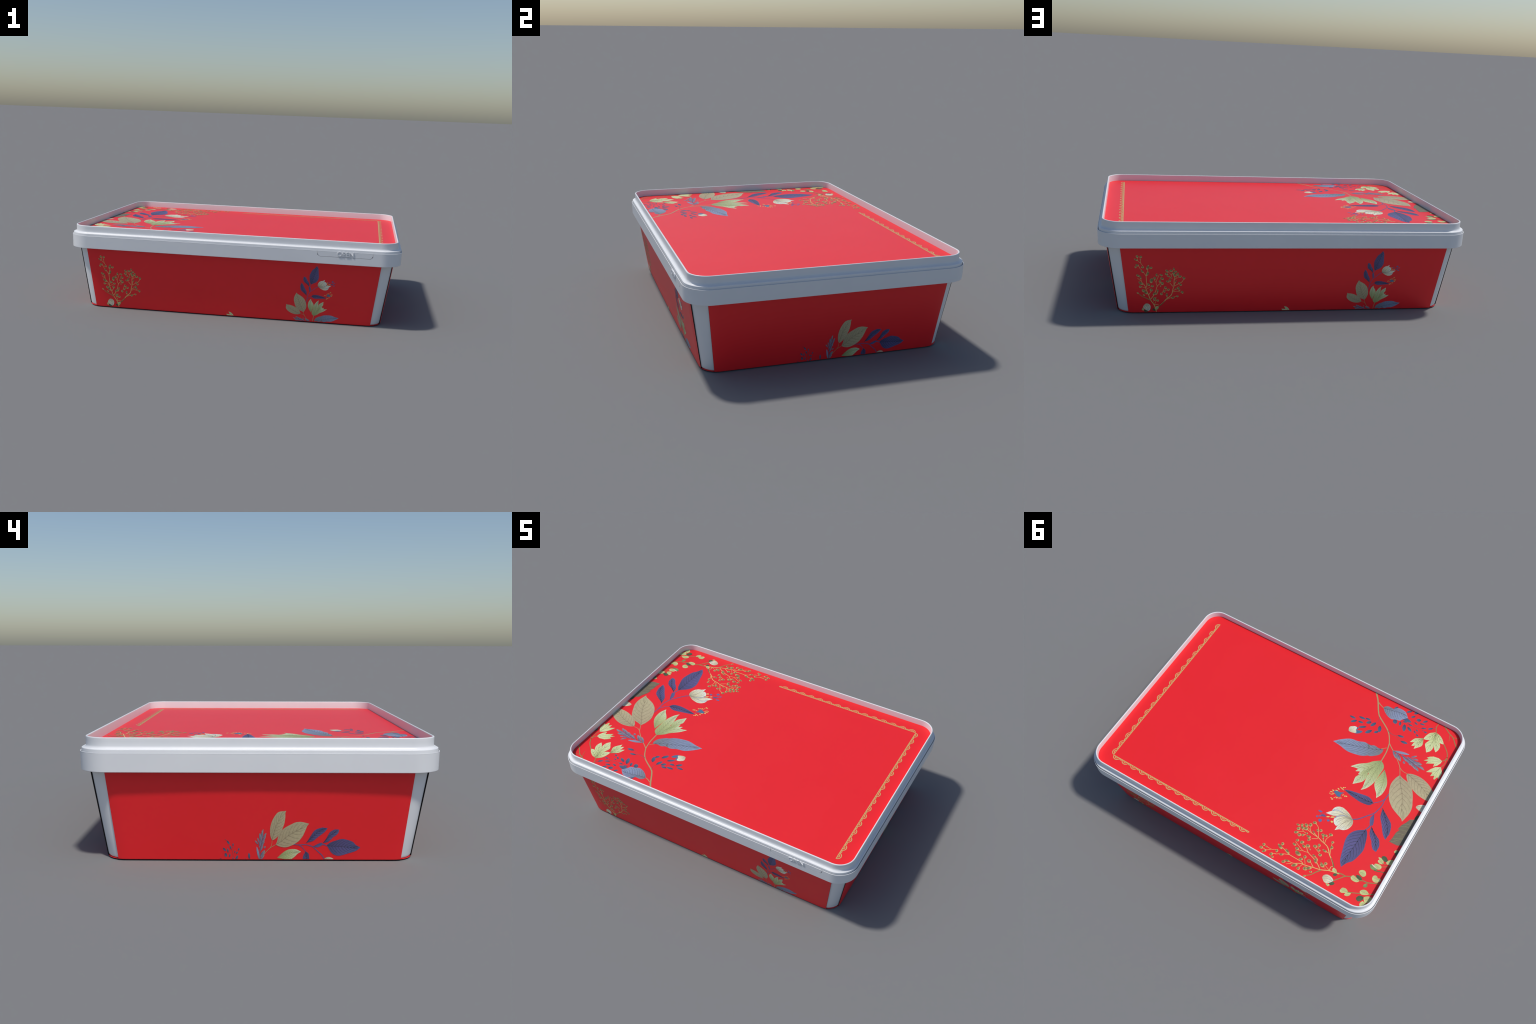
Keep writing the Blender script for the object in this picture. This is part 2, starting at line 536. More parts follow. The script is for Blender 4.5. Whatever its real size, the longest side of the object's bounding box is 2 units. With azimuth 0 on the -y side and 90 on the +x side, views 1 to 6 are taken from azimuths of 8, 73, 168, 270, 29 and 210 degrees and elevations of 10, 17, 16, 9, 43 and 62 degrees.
def draw_art():
    # main tan stem and its forks
    stem('branch', 'tan_stem', [(-306, -709), (-357, -644), (-383, -600), (-404, -564), (-428, -534), (-484, -496), (-521, -468), (-549, -435), (-576, -385)], 9.3, 5.9)
    stem('branch', 'tan_stem', [(-575, -388), (-588, -323), (-591, -247)], 5.9, 6.4)
    stem('branch', 'tan_stem', [(-577, -386), (-602, -365), (-622, -351), (-643, -337), (-666, -313), (-693, -287), (-714, -261), (-738, -215)], 4.9, 3.4)
    stem('branch', 'tan_stem', [(-714, -264), (-738, -251), (-770, -249)], 2.9, 2.5)
    stem('branch', 'tan_stem', [(-375, -627), (-396, -615), (-421, -606)], 5.4, 3.4)
    stem('branch', 'tan_stem', [(-576, -348), (-557, -331), (-542, -316)], 2.9, 2.5)
    stem('leaflets', 'slate_stem', [(-429, -531), (-436, -508), (-436, -499), (-427, -488)], 2.9, 1.5)
    stem('leaflets', 'slate_stem', [(-523, -466), (-557, -456), (-586, -459), (-596, -467)], 3.4, 2.0)
    stem('leaflets', 'slate_stem', [(-586, -459), (-601, -451), (-630, -439)], 1.5, 1.5)
    stem('leaflets', 'slate_stem', [(-574, -570), (-603, -583), (-647, -579), (-687, -586), (-702, -594)], 2.5, 2.5)
    stem('leaflets', 'slate_stem', [(-763, -633), (-776, -651)], 2.5, 2.5)
    # slate blue leaflets
    lens('leaflets', 'slate', (-259, -438), (-304, -439), 15)
    lens('leaflets', 'slate', (-314, -464), (-361, -467), 17)
    lens('leaflets', 'slate', (-356, -476), (-394, -478), 16)
    lens('leaflets', 'slate', (-317, -431), (-285, -401), 18)
    lens('leaflets', 'slate', (-326, -430), (-361, -434), 15)
    lens('leaflets', 'slate', (-403, -469), (-376, -445), 20)
    lens('leaflets', 'slate', (-431, -480), (-411, -438), 21)
    lens('leaflets', 'slate', (-391, -420), (-349, -391), 17)
    lens('leaflets', 'slate', (-435, -415), (-405, -374), 22)
    lens('leaflets', 'slate', (-474, -429), (-453, -406), 18)
    lens('leaflets', 'slate', (-463, -473), (-481, -425), 24)
    lens('leaflets', 'slate', (-593, -468), (-635, -476), 15)
    lens('leaflets', 'slate', (-628, -439), (-675, -445), 18)
    lens('leaflets', 'slate', (-498, -665), (-481, -635), 13)
    lens('leaflets', 'slate', (-592, -684), (-562, -654), 15)
    lens('leaflets', 'slate', (-632, -693), (-610, -669), 17)
    lens('leaflets', 'slate', (-627, -657), (-605, -635), 15)
    lens('leaflets', 'slate', (-672, -649), (-644, -635), 23)
    lens('leaflets', 'slate', (-711, -667), (-687, -640), 16)
    lens('leaflets', 'slate', (-641, -613), (-668, -605), 12)
    lens('leaflets', 'slate', (-675, -622), (-709, -629), 12)
    lens('leaflets', 'slate', (-615, -578), (-642, -581), 11)
    lens('leaflets', 'slate', (-573, -580), (-601, -587), 9)
    lens('leaflets', 'slate', (-699, -596), (-730, -610), 12)
    lens('leaflets', 'slate', (-765, -634), (-738, -611), 14)
    lens('leaflets', 'slate', (-726, -582), (-746, -581), 11)
    lens('leaflets', 'slate', (-709, -585), (-727, -581), 4)
    lens('leaflets', 'slate', (-673, -568), (-692, -562), 9)
    lens('leaflets', 'slate', (-667, -555), (-684, -538), 11)
    lens('leaflets', 'slate', (-692, -537), (-710, -528), 12)
    lens('leaflets', 'slate', (-619, -558), (-656, -538), 18)
    lens('leaflets', 'slate', (-594, -566), (-613, -514), 24)
    lens('leaflets', 'slate', (-562, -571), (-571, -539), 15)
    lens('leaflets', 'slate', (-521, -567), (-542, -537), 29)
    lens('leaflets', 'slate', (-548, -605), (-625, -600), 27)
    # cream bud among the leaflets
    patch('leaflets', 'calyx_blue', [(-336, -382), (-354, -386), (-350, -366), (-368, -373), (-387, -376), (-381, -358), (-362, -342), (-345, -338), (-345, -363)], 1)
    patch('leaflets', 'cream', [(-300, -363), (-319, -381), (-340, -385), (-346, -364), (-356, -346), (-338, -335), (-317, -332), (-306, -337)], 1)
    # blue leaves
    leaf('branch', 'grey_blue', (-419, -607), (-590, -621), [(-422, -620), (-440, -634), (-479, -635), (-498, -653), (-523, -659), (-553, -655), (-568, -644)], [(-438, -585), (-468, -565), (-498, -556), (-508, -558), (-528, -567), (-554, -574), (-565, -592)], [(-457, -613), (-492, -621), (-530, -629), (-566, -629)], 9)
    leaf('branch', 'grey_blue', (-560, -328), (-261, -214), [(-567, -311), (-557, -277), (-522, -245), (-498, -235), (-480, -221), (-446, -207), (-375, -196), (-313, -208)], [(-541, -319), (-503, -323), (-474, -310), (-439, -313), (-398, -297), (-347, -287), (-299, -253)], [(-516, -299), (-481, -286), (-416, -263), (-334, -235)], 11)
    patch('branch', 'olive_shadow', [(-458, -311), (-478, -305), (-485, -279)], 0)
    # green hand leaf
    leaf('branch', 'sage', (-590, -248), (-444, -111), [(-550, -218), (-525, -189), (-477, -151)], [(-591, -183), (-568, -134), (-520, -92), (-511, -89), (-511, -108), (-487, -98), (-490, -119)], [(-575, -222), (-556, -182), (-533, -148), (-487, -132)], 6)
    leaf('branch', 'sage', (-572, -187), (-514, -8), [(-527, -124), (-519, -88), (-507, -61), (-511, -29)], [(-559, -135), (-569, -99), (-559, -55), (-537, -30)], [(-542, -111), (-533, -68)], 7)
    leaf('branch', 'sage', (-591, -247), (-577, 2), [(-564, -186), (-566, -117), (-571, -63), (-578, -24)], [(-615, -230), (-628, -206), (-628, -168), (-625, -102), (-618, -64), (-600, -24)], [(-595, -185), (-592, -139), (-593, -76), (-585, -31)], 9)
    leaf('branch', 'sage', (-638, -201), (-685, 2), [(-630, -143), (-627, -88), (-645, -55), (-671, -25)], [(-673, -160), (-695, -124), (-704, -89), (-703, -41)], [(-657, -160), (-676, -96), (-683, -38)], 9)
    # purple stems and leaves
    stem('branch', 'purple_stem', [(-740, -75), (-736, -17), (-739, 33), (-731, 74), (-722, 101), (-688, 146), (-658, 184), (-630, 204)], 5.4, 6.9)
    stem('branch', 'purple_stem', [(-735, -18), (-720, 8), (-686, 42)], 5.4, 4.4)
    leaf('branch', 'purple', (-725, 101), (-740, 185), [(-718, 139), (-731, 173)], [(-744, 142), (-753, 175)], [], 0)
    stem('branch', 'purple_stem', [(-742, 169), (-739, 198), (-728, 226)], 8.3, 5.9)
    leaf('branch', 'purple', (-688, 42), (-490, 54), [(-672, 67), (-642, 75), (-608, 77), (-554, 70), (-526, 64)], [(-663, 25), (-633, 19), (-572, 30), (-517, 42)], [(-623, 50), (-577, 50), (-517, 53)], 8)
    leaf('branch', 'purple', (-732, 221), (-719, 508), [(-683, 258), (-661, 295), (-657, 339), (-673, 403), (-693, 471)], [(-742, 228), (-757, 255), (-769, 294), (-781, 343), (-776, 386), (-761, 438), (-737, 469)], [(-726, 286), (-722, 376), (-718, 421), (-717, 461)], 9)
    leaf('branch', 'purple', (-750, 186), (-850, 318), [(-759, 227), (-781, 258), (-794, 270), (-805, 289), (-825, 312)], [(-791, 219), (-826, 236), (-844, 262), (-851, 284)], [(-799, 235), (-825, 274)], 6)
    leaf('branch', 'purple', (-751, 42), (-861, 220), [(-762, 89), (-771, 110), (-796, 143), (-827, 189), (-844, 207)], [(-776, 62), (-831, 98), (-852, 126), (-865, 174), (-863, 193)], [(-794, 91), (-829, 134), (-850, 174)], 7)
    # blue bud with yellow stamens
    lens('branch', 'yellow', (-441, 95), (-427, 92), 8)
    lens('branch', 'yellow', (-442, 105), (-419, 110), 5)
    lens('branch', 'yellow', (-431, 118), (-422, 124), 5)
    lens('branch', 'yellow', (-453, 108), (-433, 127), 5)
    lens('branch', 'yellow', (-463, 83), (-444, 84), 7)
    lens('branch', 'yellow', (-465, 70), (-450, 65), 7)
    lens('branch', 'yellow', (-492, 59), (-458, 50), 5)
    lens('branch', 'yellow', (-443, 146), (-454, 144), 5)
    lens('branch', 'yellow', (-472, 121), (-460, 140), 3)
    lens('branch', 'yellow', (-505, 85), (-497, 96), 5)
    dot('branch', 'yellow', (-480, 44), 4.7, 4.0, -148)
    dot('branch', 'yellow', (-488, 38), 3.4, 2.9, -148)
    dot('branch', 'yellow', (-458, 149), 5.4, 4.6, -148)
    dot('branch', 'yellow', (-478, 126), 5.4, 4.6, -148)
    dot('branch', 'yellow', (-491, 121), 4.2, 3.5, -148)
    dot('branch', 'yellow', (-500, 115), 4.2, 3.5, -148)
    dot('branch', 'yellow', (-515, 91), 5.1, 4.4, -148)
    dot('branch', 'yellow', (-524, 87), 4.4, 3.7, -148)
    patch('branch', 'calyx_blue', [(-440, 97), (-454, 85), (-482, 81), (-500, 71), (-488, 94), (-493, 108), (-478, 117), (-457, 108)], 1)
    # tulip flower
    leaf('branch', 'cream', (-629, 203), (-495, 216), [(-604, 209), (-569, 205), (-524, 210)], [(-596, 181), (-563, 169), (-540, 166), (-515, 174), (-499, 193)], [], 0)
    leaf('branch', 'cream', (-629, 203), (-471, 251), [(-581, 217), (-527, 242), (-492, 248)], [(-582, 190), (-519, 201), (-491, 225)], [(-573, 201), (-517, 221)], 0)
    leaf('branch', 'cream', (-630, 203), (-566, 294), [(-596, 244), (-580, 272)], [(-590, 204), (-567, 214), (-543, 234), (-532, 256), (-544, 282)], [], 0)
    leaf('branch', 'cream', (-631, 204), (-572, 322), [(-626, 246), (-607, 288)], [(-607, 216), (-583, 240), (-574, 270)], [], 0)
    leaf('branch', 'cream', (-632, 205), (-595, 303), [(-642, 219), (-646, 243), (-637, 275), (-617, 295)], [(-622, 219), (-605, 259)], [], 0)
    stem('branch', 'petal_line', [(-626, 203), (-570, 197), (-533, 196), (-505, 204)], 2.7, 1.5)
    stem('branch', 'petal_line', [(-627, 204), (-571, 208), (-531, 221), (-502, 236)], 2.7, 1.5)
    stem('branch', 'petal_line', [(-627, 205), (-589, 217), (-559, 243), (-549, 264)], 2.7, 1.5)
    stem('branch', 'petal_line', [(-629, 206), (-604, 230), (-588, 276), (-582, 303)], 2.7, 1.5)
    stem('branch', 'petal_line', [(-631, 208), (-629, 232), (-624, 265), (-621, 288)], 2.7, 1.5)
    stem('branch', 'petal_line', [(-621, 199), (-580, 185), (-539, 180), (-513, 190)], 2.0, 1.0)
    stem('branch', 'petal_line', [(-627, 203), (-578, 210), (-536, 230), (-513, 238)], 2.0, 1.0)
    stem('branch', 'petal_line', [(-628, 205), (-586, 226), (-567, 258), (-564, 281)], 2.0, 1.0)
    stem('branch', 'petal_line', [(-630, 206), (-615, 230), (-606, 271), (-600, 298)], 2.0, 1.0)
    stem('branch', 'petal_line', [(-634, 212), (-640, 238), (-635, 267)], 2.0, 1.0)
    stem('branch', 'drawn_petal_shadow', [(-594, 202), (-567, 214), (-543, 234), (-534, 255)], 2.0, 5.4)  # bluish petal shadows drawn as two pale strokes, not stems
    stem('branch', 'drawn_petal_shadow', [(-566, 199), (-533, 196), (-514, 201), (-498, 215)], 1.5, 5.9)
    stem('branch', 'petal_line', [(-624, 203), (-580, 215), (-539, 236), (-497, 246)], 2.2, 1.2)
    stem('branch', 'petal_line', [(-629, 209), (-608, 237), (-582, 270), (-568, 293)], 2.2, 1.2)
    dot('branch', 'bright_blue', (-437, 258), 12.9, 5.5, -171)
    dot('branch', 'bright_blue', (-437, 298), 6.4, 5.6, -148)
    dot('branch', 'bright_blue', (-451, 287), 8.6, 4.4, -148)
    dot('branch', 'bright_blue', (-466, 312), 11.6, 9.8, 168)
    dot('branch', 'bright_blue', (-509, 287), 8.6, 6.9, -148)
    dot('branch', 'purple_stem', (-467, 274), 17.1, 7.3, -162)
    dot('branch', 'yellow', (-531, 283), 6.9, 6.6, -148)
    dot('branch', 'yellow', (-495, 266), 9.8, 4.4, -148)
    dot('branch', 'yellow', (-520, 254), 12.2, 4.9, -148)
    stem('branch', 'purple_stem', [(-473, 247), (-461, 267), (-438, 265)], 1.5, 1.0)
    stem('branch', 'purple_stem', [(-502, 275), (-483, 307)], 1.5, 1.0)
    # tan leaves
    leaf('branch', 'tan', (-770, -249), (-985, -138), [(-777, -227), (-806, -194), (-843, -170), (-892, -150), (-940, -143), (-968, -144)], [(-801, -264), (-851, -269), (-903, -257), (-946, -233), (-977, -200)], [(-814, -237), (-881, -215), (-941, -184), (-974, -170)], 7)
    leaf('branch', 'tan', (-737, -217), (-892, 61), [(-723, -181), (-718, -128), (-736, -70), (-762, -25), (-791, 3), (-814, 18), (-854, 36), (-879, 47)], [(-763, -206), (-803, -196), (-841, -172), (-867, -135), (-887, -92), (-902, -54), (-906, -11), (-899, 32)], [(-766, -164), (-799, -121), (-827, -71), (-855, -10), (-875, 23)], 7)
    # lavender spike
    lens('branch', 'lavender', (-619, -351), (-662, -310), 15)
    lens('branch', 'grey_blue', (-622, -351), (-722, -379), 18)
    lens('branch', 'lavender', (-646, -346), (-696, -307), 23)
    lens('branch', 'lavender', (-693, -345), (-736, -326), 17)
    lens('branch', 'lavender', (-710, -317), (-725, -304), 14)
    lens('branch', 'lavender', (-678, -353), (-814, -307), 20)
    lens('branch', 'lavender', (-714, -358), (-853, -327), 24)
    lens('branch', 'lavender', (-739, -367), (-768, -396), 11)
    lens('branch', 'lavender', (-751, -364), (-789, -373), 11)
    lens('branch', 'lavender', (-771, -351), (-823, -355), 15)
    lens('branch', 'lavender', (-795, -334), (-842, -337), 12)
    lens('branch', 'lavender', (-740, -335), (-759, -312), 11)
    lens('branch', 'lavender', (-783, -326), (-824, -300), 15)
    lens('branch', 'lavender', (-758, -333), (-803, -303), 15)
    stem('branch', 'vein_slate', [(-625, -350), (-675, -348), (-738, -341), (-798, -329), (-834, -326)], 2.9, 1.5)
    stem('branch', 'vein_slate', [(-698, -345), (-711, -363)], 1.7, 1.0)
    stem('branch', 'vein_slate', [(-721, -343), (-744, -367)], 1.7, 1.0)
    stem('branch', 'vein_slate', [(-745, -338), (-759, -321)], 1.7, 1.0)
    stem('branch', 'vein_slate', [(-759, -337), (-780, -354)], 1.7, 1.0)
    stem('branch', 'vein_slate', [(-774, -334), (-791, -315)], 1.7, 1.0)
    stem('branch', 'vein_slate', [(-789, -330), (-812, -344)], 1.7, 1.0)
    stem('branch', 'vein_slate', [(-658, -344), (-684, -320)], 1.7, 1.0)
    # pale green leaves at the short edge
    leaf('pale', 'pale_green', (-795, -615), (-875, -561), [(-811, -592), (-830, -567), (-851, -557)], [(-827, -608), (-856, -586)], [(-827, -591), (-855, -572)], 3)
    leaf('pale', 'pale_green', (-794, -617), (-747, -531), [(-765, -594), (-753, -570), (-747, -546)], [(-808, -580), (-788, -548), (-762, -533)], [(-781, -580), (-765, -550)], 3)
    leaf('pale', 'pale_green', (-795, -609), (-805, -449), [(-784, -545), (-772, -508), (-777, -491), (-792, -470)], [(-810, -558), (-827, -509), (-824, -474)], [(-806, -545), (-803, -484)], 4)
    leaf('pale', 'pale_green', (-795, -609), (-855, -481), [(-812, -549), (-833, -505)], [(-845, -559), (-862, -533), (-863, -504)], [(-822, -555), (-845, -513)], 4)
    leaf('pale', 'pale_green', (-747, -536), (-682, -465), [(-728, -525), (-698, -504)], [(-734, -503), (-703, -476)], [(-713, -501)], 3)
    leaf('pale', 'pale_green', (-747, -534), (-702, -445), [(-719, -499), (-707, -475)], [(-744, -494), (-719, -456)], [(-727, -484)], 3)
    leaf('pale', 'pale_green', (-745, -531), (-725, -432), [(-730, -489), (-723, -458)], [(-755, -507), (-760, -487), (-754, -467)], [(-741, -489)], 3)
    stem('pale', 'olive_stem', [(-796, -616), (-779, -653), (-783, -700)], 4.4, 3.4)
    stem('pale', 'olive_stem', [(-874, -564), (-915, -523), (-935, -486), (-933, -486), (-935, -479), (-930, -458), (-917, -444)], 4.9, 3.4)
    stem('pale', 'olive_stem', [(-936, -472), (-940, -432), (-931, -400)], 2.9, 3.4)
    stem('pale', 'olive_stem', [(-937, -477), (-971, -455)], 3.4, 2.9)
    stem('pale', 'olive_stem', [(-819, -688), (-873, -653), (-905, -636), (-945, -591), (-977, -564)], 5.4, 5.4)
    stem('pale', 'olive_stem', [(-877, -653), (-893, -599)], 2.5, 1.2)
    stem('pale', 'olive_stem', [(-909, -639), (-941, -651)], 2.9, 2.0)
    patch('pale', 'pale_green', [(-918, -445), (-892, -453), (-858, -447), (-838, -433), (-825, -418), (-840, -415), (-816, -389), (-844, -398), (-838, -376), (-885, -403), (-887, -379), (-907, -401), (-918, -427)], 0)
    patch('pale', 'pale_green', [(-931, -401), (-901, -384), (-881, -354), (-866, -322), (-902, -340), (-901, -309), (-922, -325), (-926, -301), (-934, -300), (-943, -326), (-956, -315), (-956, -365), (-946, -381)], 0)
    stem('pale', 'vein_olive', [(-913, -443), (-875, -434), (-840, -418)], 1.7, 1.0)
    stem('pale', 'vein_olive', [(-914, -442), (-874, -414), (-847, -388)], 1.7, 1.0)
    stem('pale', 'vein_olive', [(-915, -439), (-896, -412), (-891, -389)], 1.7, 1.0)
    stem('pale', 'vein_olive', [(-930, -397), (-917, -357), (-891, -341)], 1.7, 1.0)
    stem('pale', 'vein_olive', [(-926, -382), (-918, -345), (-914, -320)], 1.7, 1.0)
    stem('pale', 'vein_olive', [(-928, -390), (-929, -355), (-933, -313)], 1.7, 1.0)
    stem('pale', 'vein_olive', [(-931, -395), (-942, -366), (-952, -328)], 1.7, 1.0)
    lens('pale', 'dark_green', (-969, -415), (-962, -380), 17)
    # grey olive leaf and half flower at the short edge
    patch('edge', 'dull_olive', [(-886, 218), (-892, 186), (-894, 145), (-906, 115), (-893, 121), (-900, 85), (-916, 55), (-928, 24), (-950, 10), (-975, 9), (-985, 80), (-986, 144), (-972, 192), (-960, 204), (-938, 216)], 0)
    stem('edge', 'vein_olive', [(-901, 97), (-923, 80), (-960, 78)], 1.7, 1.2)
    stem('edge', 'vein_olive', [(-909, 73), (-930, 58), (-950, 57)], 1.7, 1.2)
    stem('edge', 'vein_olive', [(-908, 116), (-926, 107), (-949, 105)], 1.7, 1.2)
    stem('edge', 'vein_olive', [(-895, 156), (-917, 139), (-948, 130)], 1.7, 1.2)
    stem('edge', 'vein_olive', [(-896, 187), (-919, 173), (-949, 161)], 1.7, 1.2)
    stem('edge', 'vein_olive', [(-894, 213), (-912, 199), (-941, 165)], 1.7, 1.2)
    patch('edge', 'cream', [(-921, -69), (-927, -88), (-952, -106), (-981, -105), (-972, -60), (-950, -58), (-932, -63)], 1)
    stem('edge', 'petal_line', [(-925, -72), (-938, -88), (-962, -101)], 2.0, 1.5)
    stem('edge', 'petal_line', [(-933, -66), (-947, -79), (-967, -81)], 2.0, 1.5)
    patch('edge', 'dark_green', [(-948, 2), (-951, -18), (-968, -32), (-971, 0), (-959, 13)], 1)
    patch('eucalyptus', 'dark_green', [(-949, 265), (-951, 246), (-963, 244), (-980, 262), (-967, 281)], 1)
    patch('eucalyptus', 'pale_leaf', [(-941, 261), (-946, 246), (-956, 244), (-952, 263)], 1)
    # eucalyptus sprigs
    lens('eucalyptus', 'pale_leaf', (-919, 352), (-879, 339), 16)
    patch('eucalyptus', 'pale_leaf', [(-922, 363), (-904, 372), (-888, 365), (-887, 356), (-898, 346), (-914, 346)], 1)
    patch('eucalyptus', 'dark_green', [(-937, 331), (-930, 344), (-911, 343), (-898, 336), (-895, 324), (-905, 315), (-919, 315)], 1)
    patch('eucalyptus', 'pale_leaf', [(-970, 343), (-949, 353), (-934, 348), (-935, 335), (-949, 317), (-969, 313)], 1)
    patch('eucalyptus', 'mid_green', [(-910, 413), (-893, 424), (-873, 425), (-858, 407), (-871, 401), (-891, 405)], 1)
    patch('eucalyptus', 'pale_leaf', [(-923, 384), (-922, 402), (-906, 410), (-883, 399), (-881, 386), (-904, 377)], 1)
    lens('eucalyptus', 'cream', (-907, 410), (-864, 398), 8)
    stem('eucalyptus', 'olive_stem', [(-915, 365), (-940, 354)], 2.9, 2.9)
    stem('eucalyptus', 'olive_stem', [(-922, 385), (-970, 354)], 3.4, 2.9)
    stem('eucalyptus', 'green_stem', [(-893, 425), (-912, 421), (-937, 412), (-969, 401)], 7.3, 3.4)
    patch('eucalyptus', 'pale_leaf', [(-855, 496), (-828, 486), (-823, 473), (-836, 459), (-853, 457), (-865, 469), (-868, 482)], 1)
    patch('eucalyptus', 'pale_leaf', [(-852, 528), (-841, 544), (-818, 547), (-802, 540), (-799, 526), (-808, 515), (-828, 519)], 1)
    lens('eucalyptus', 'dark_green', (-862, 515), (-820, 506), 23)
    stem('eucalyptus', 'olive_stem', [(-720, 609), (-747, 574), (-769, 546), (-800, 528)], 5.4, 4.9)
    stem('eucalyptus', 'olive_stem', [(-849, 529), (-872, 516), (-902, 512), (-932, 496), (-971, 482)], 5.4, 4.9)
    stem('eucalyptus', 'olive_stem', [(-716, 552), (-743, 545), (-770, 544)], 6.4, 4.9)
    patch('eucalyptus', 'pale_leaf', [(-909, 477), (-907, 460), (-917, 449), (-930, 451), (-936, 458), (-951, 453), (-958, 461), (-953, 475), (-939, 488), (-921, 488)], 1)
    patch('eucalyptus', 'mid_green', [(-898, 519), (-907, 531), (-902, 544), (-888, 548), (-885, 536), (-890, 526)], 1)
    stem('eucalyptus', 'olive_stem', [(-896, 519), (-902, 512)], 2.5, 2.5)
    patch('eucalyptus', 'pale_leaf', [(-828, 624), (-812, 610), (-791, 613), (-785, 624), (-784, 640), (-796, 645), (-808, 640)], 1)
    lens('eucalyptus', 'pale_leaf', (-846, 619), (-818, 649), 23)
    stem('eucalyptus', 'olive_stem', [(-825, 624), (-845, 616), (-891, 593), (-934, 572), (-970, 554)], 4.9, 4.4)
    patch('eucalyptus', 'pale_leaf', [(-937, 572), (-918, 559), (-899, 562), (-886, 576), (-887, 587), (-899, 594), (-914, 590)], 1)
    patch('eucalyptus', 'dark_green', [(-925, 611), (-916, 630), (-906, 640), (-891, 637), (-885, 625), (-893, 607), (-907, 601), (-921, 603)], 1)
    patch('eucalyptus', 'pale_leaf', [(-966, 584), (-949, 581), (-933, 588), (-921, 603), (-928, 615), (-942, 629), (-955, 620), (-966, 603)], 1)
    patch('eucalyptus', 'pale_leaf', [(-921, 656), (-918, 643), (-926, 626), (-940, 629), (-949, 632), (-946, 654), (-935, 666)], 1)
    # white bud at the foot of the gold sprig
    patch('sprig', 'dark_green', [(-708, 628), (-722, 612), (-737, 617), (-732, 631), (-719, 638)], 1)
    patch('sprig', 'pale_leaf', [(-692, 643), (-713, 637), (-716, 646), (-709, 652)], 1)
    patch('sprig', 'cream', [(-722, 606), (-707, 594), (-688, 589), (-672, 592), (-659, 604), (-657, 619), (-666, 630), (-680, 640), (-696, 639), (-710, 627)], 1)
    stem('sprig', 'petal_line', [(-716, 607), (-687, 600), (-663, 607)], 1.7, 1.2)
    stem('sprig', 'petal_line', [(-717, 609), (-689, 613), (-666, 622)], 2.0, 1.2)
    stem('sprig', 'petal_line', [(-718, 610), (-698, 624), (-677, 631)], 1.7, 1.2)
    patch('sprig', 'pale_leaf', [(-717, 556), (-701, 561), (-686, 553), (-683, 541), (-688, 534), (-703, 537), (-713, 547)], 1)
    patch('sprig', 'dark_green', [(-719, 555), (-723, 569), (-715, 577), (-705, 576), (-703, 567)], 1)
    # gold sprig stems
    stem('sprig', 'gold_stem', [(-732, 552), (-699, 558), (-670, 565), (-627, 585), (-582, 596), (-523, 610), (-505, 601), (-422, 599), (-384, 588), (-365, 582)], 5.4, 2.7)
    stem('sprig', 'gold_stem', [(-684, 531), (-653, 499), (-625, 477), (-603, 451), (-581, 435), (-541, 425), (-514, 416), (-464, 411), (-437, 405)], 6.2, 2.7)
    stem('sprig', 'gold_stem', [(-672, 563), (-669, 540), (-680, 529)], 4.2, 2.4)
    stem('sprig', 'gold_stem', [(-618, 582), (-587, 560), (-555, 545), (-510, 530), (-486, 508), (-467, 502)], 4.2, 2.4)
    stem('sprig', 'gold_stem', [(-510, 530), (-474, 535), (-410, 508)], 2.1, 2.0)
    stem('sprig', 'gold_stem', [(-476, 539), (-442, 549)], 2.1, 1.6)
    stem('sprig', 'gold_stem', [(-422, 599), (-381, 618), (-349, 640)], 2.9, 1.6)
    stem('sprig', 'gold_stem', [(-353, 621), (-340, 612), (-314, 625), (-276, 625)], 2.1, 2.0)
    stem('sprig', 'gold_stem', [(-314, 625), (-291, 644), (-264, 644)], 2.1, 2.0)
    stem('sprig', 'gold_stem', [(-291, 644), (-287, 655)], 2.1, 1.6)
    stem('sprig', 'gold_stem', [(-349, 635), (-326, 649)], 2.9, 2.0)
    stem('sprig', 'gold_stem', [(-522, 608), (-498, 617), (-469, 634), (-442, 637)], 3.7, 2.7)
    stem('sprig', 'gold_stem', [(-460, 640), (-435, 660)], 2.9, 1.6)
    stem('sprig', 'gold_stem', [(-581, 594), (-552, 575)], 3.7, 2.4)
    stem('sprig', 'gold_stem', [(-532, 604), (-512, 574)], 2.1, 1.6)
    stem('sprig', 'gold_stem', [(-519, 612), (-510, 640)], 2.5, 1.6)
    stem('sprig', 'gold_stem', [(-514, 416), (-497, 385), (-480, 358), (-455, 344)], 2.9, 2.4)
    stem('sprig', 'gold_stem', [(-464, 411), (-451, 399), (-438, 375)], 2.5, 1.6)
    stem('sprig', 'gold_stem', [(-452, 401), (-424, 387)], 1.7, 1.2)
    stem('sprig', 'gold_stem', [(-516, 423), (-483, 443)], 2.9, 2.7)
    stem('sprig', 'gold_stem', [(-441, 430), (-414, 425), (-386, 404)], 2.5, 2.0)
    stem('sprig', 'gold_stem', [(-416, 428), (-391, 445)], 2.1, 1.6)
    stem('sprig', 'gold_stem', [(-440, 432), (-431, 449)], 2.1, 1.6)
    stem('sprig', 'gold_stem', [(-509, 416), (-474, 400)], 3.3, 1.6)
    stem('sprig', 'gold_stem', [(-563, 427), (-559, 397), (-571, 367)], 2.9, 2.0)
    stem('sprig', 'gold_stem', [(-554, 423), (-532, 396)], 2.9, 2.0)
    stem('sprig', 'gold_stem', [(-627, 476), (-612, 439), (-602, 403)], 2.9, 2.4)
    stem('sprig', 'gold_stem', [(-615, 470), (-597, 469)], 2.5, 2.4)
    stem('sprig', 'gold_stem', [(-572, 501), (-527, 483)], 2.1, 1.6)
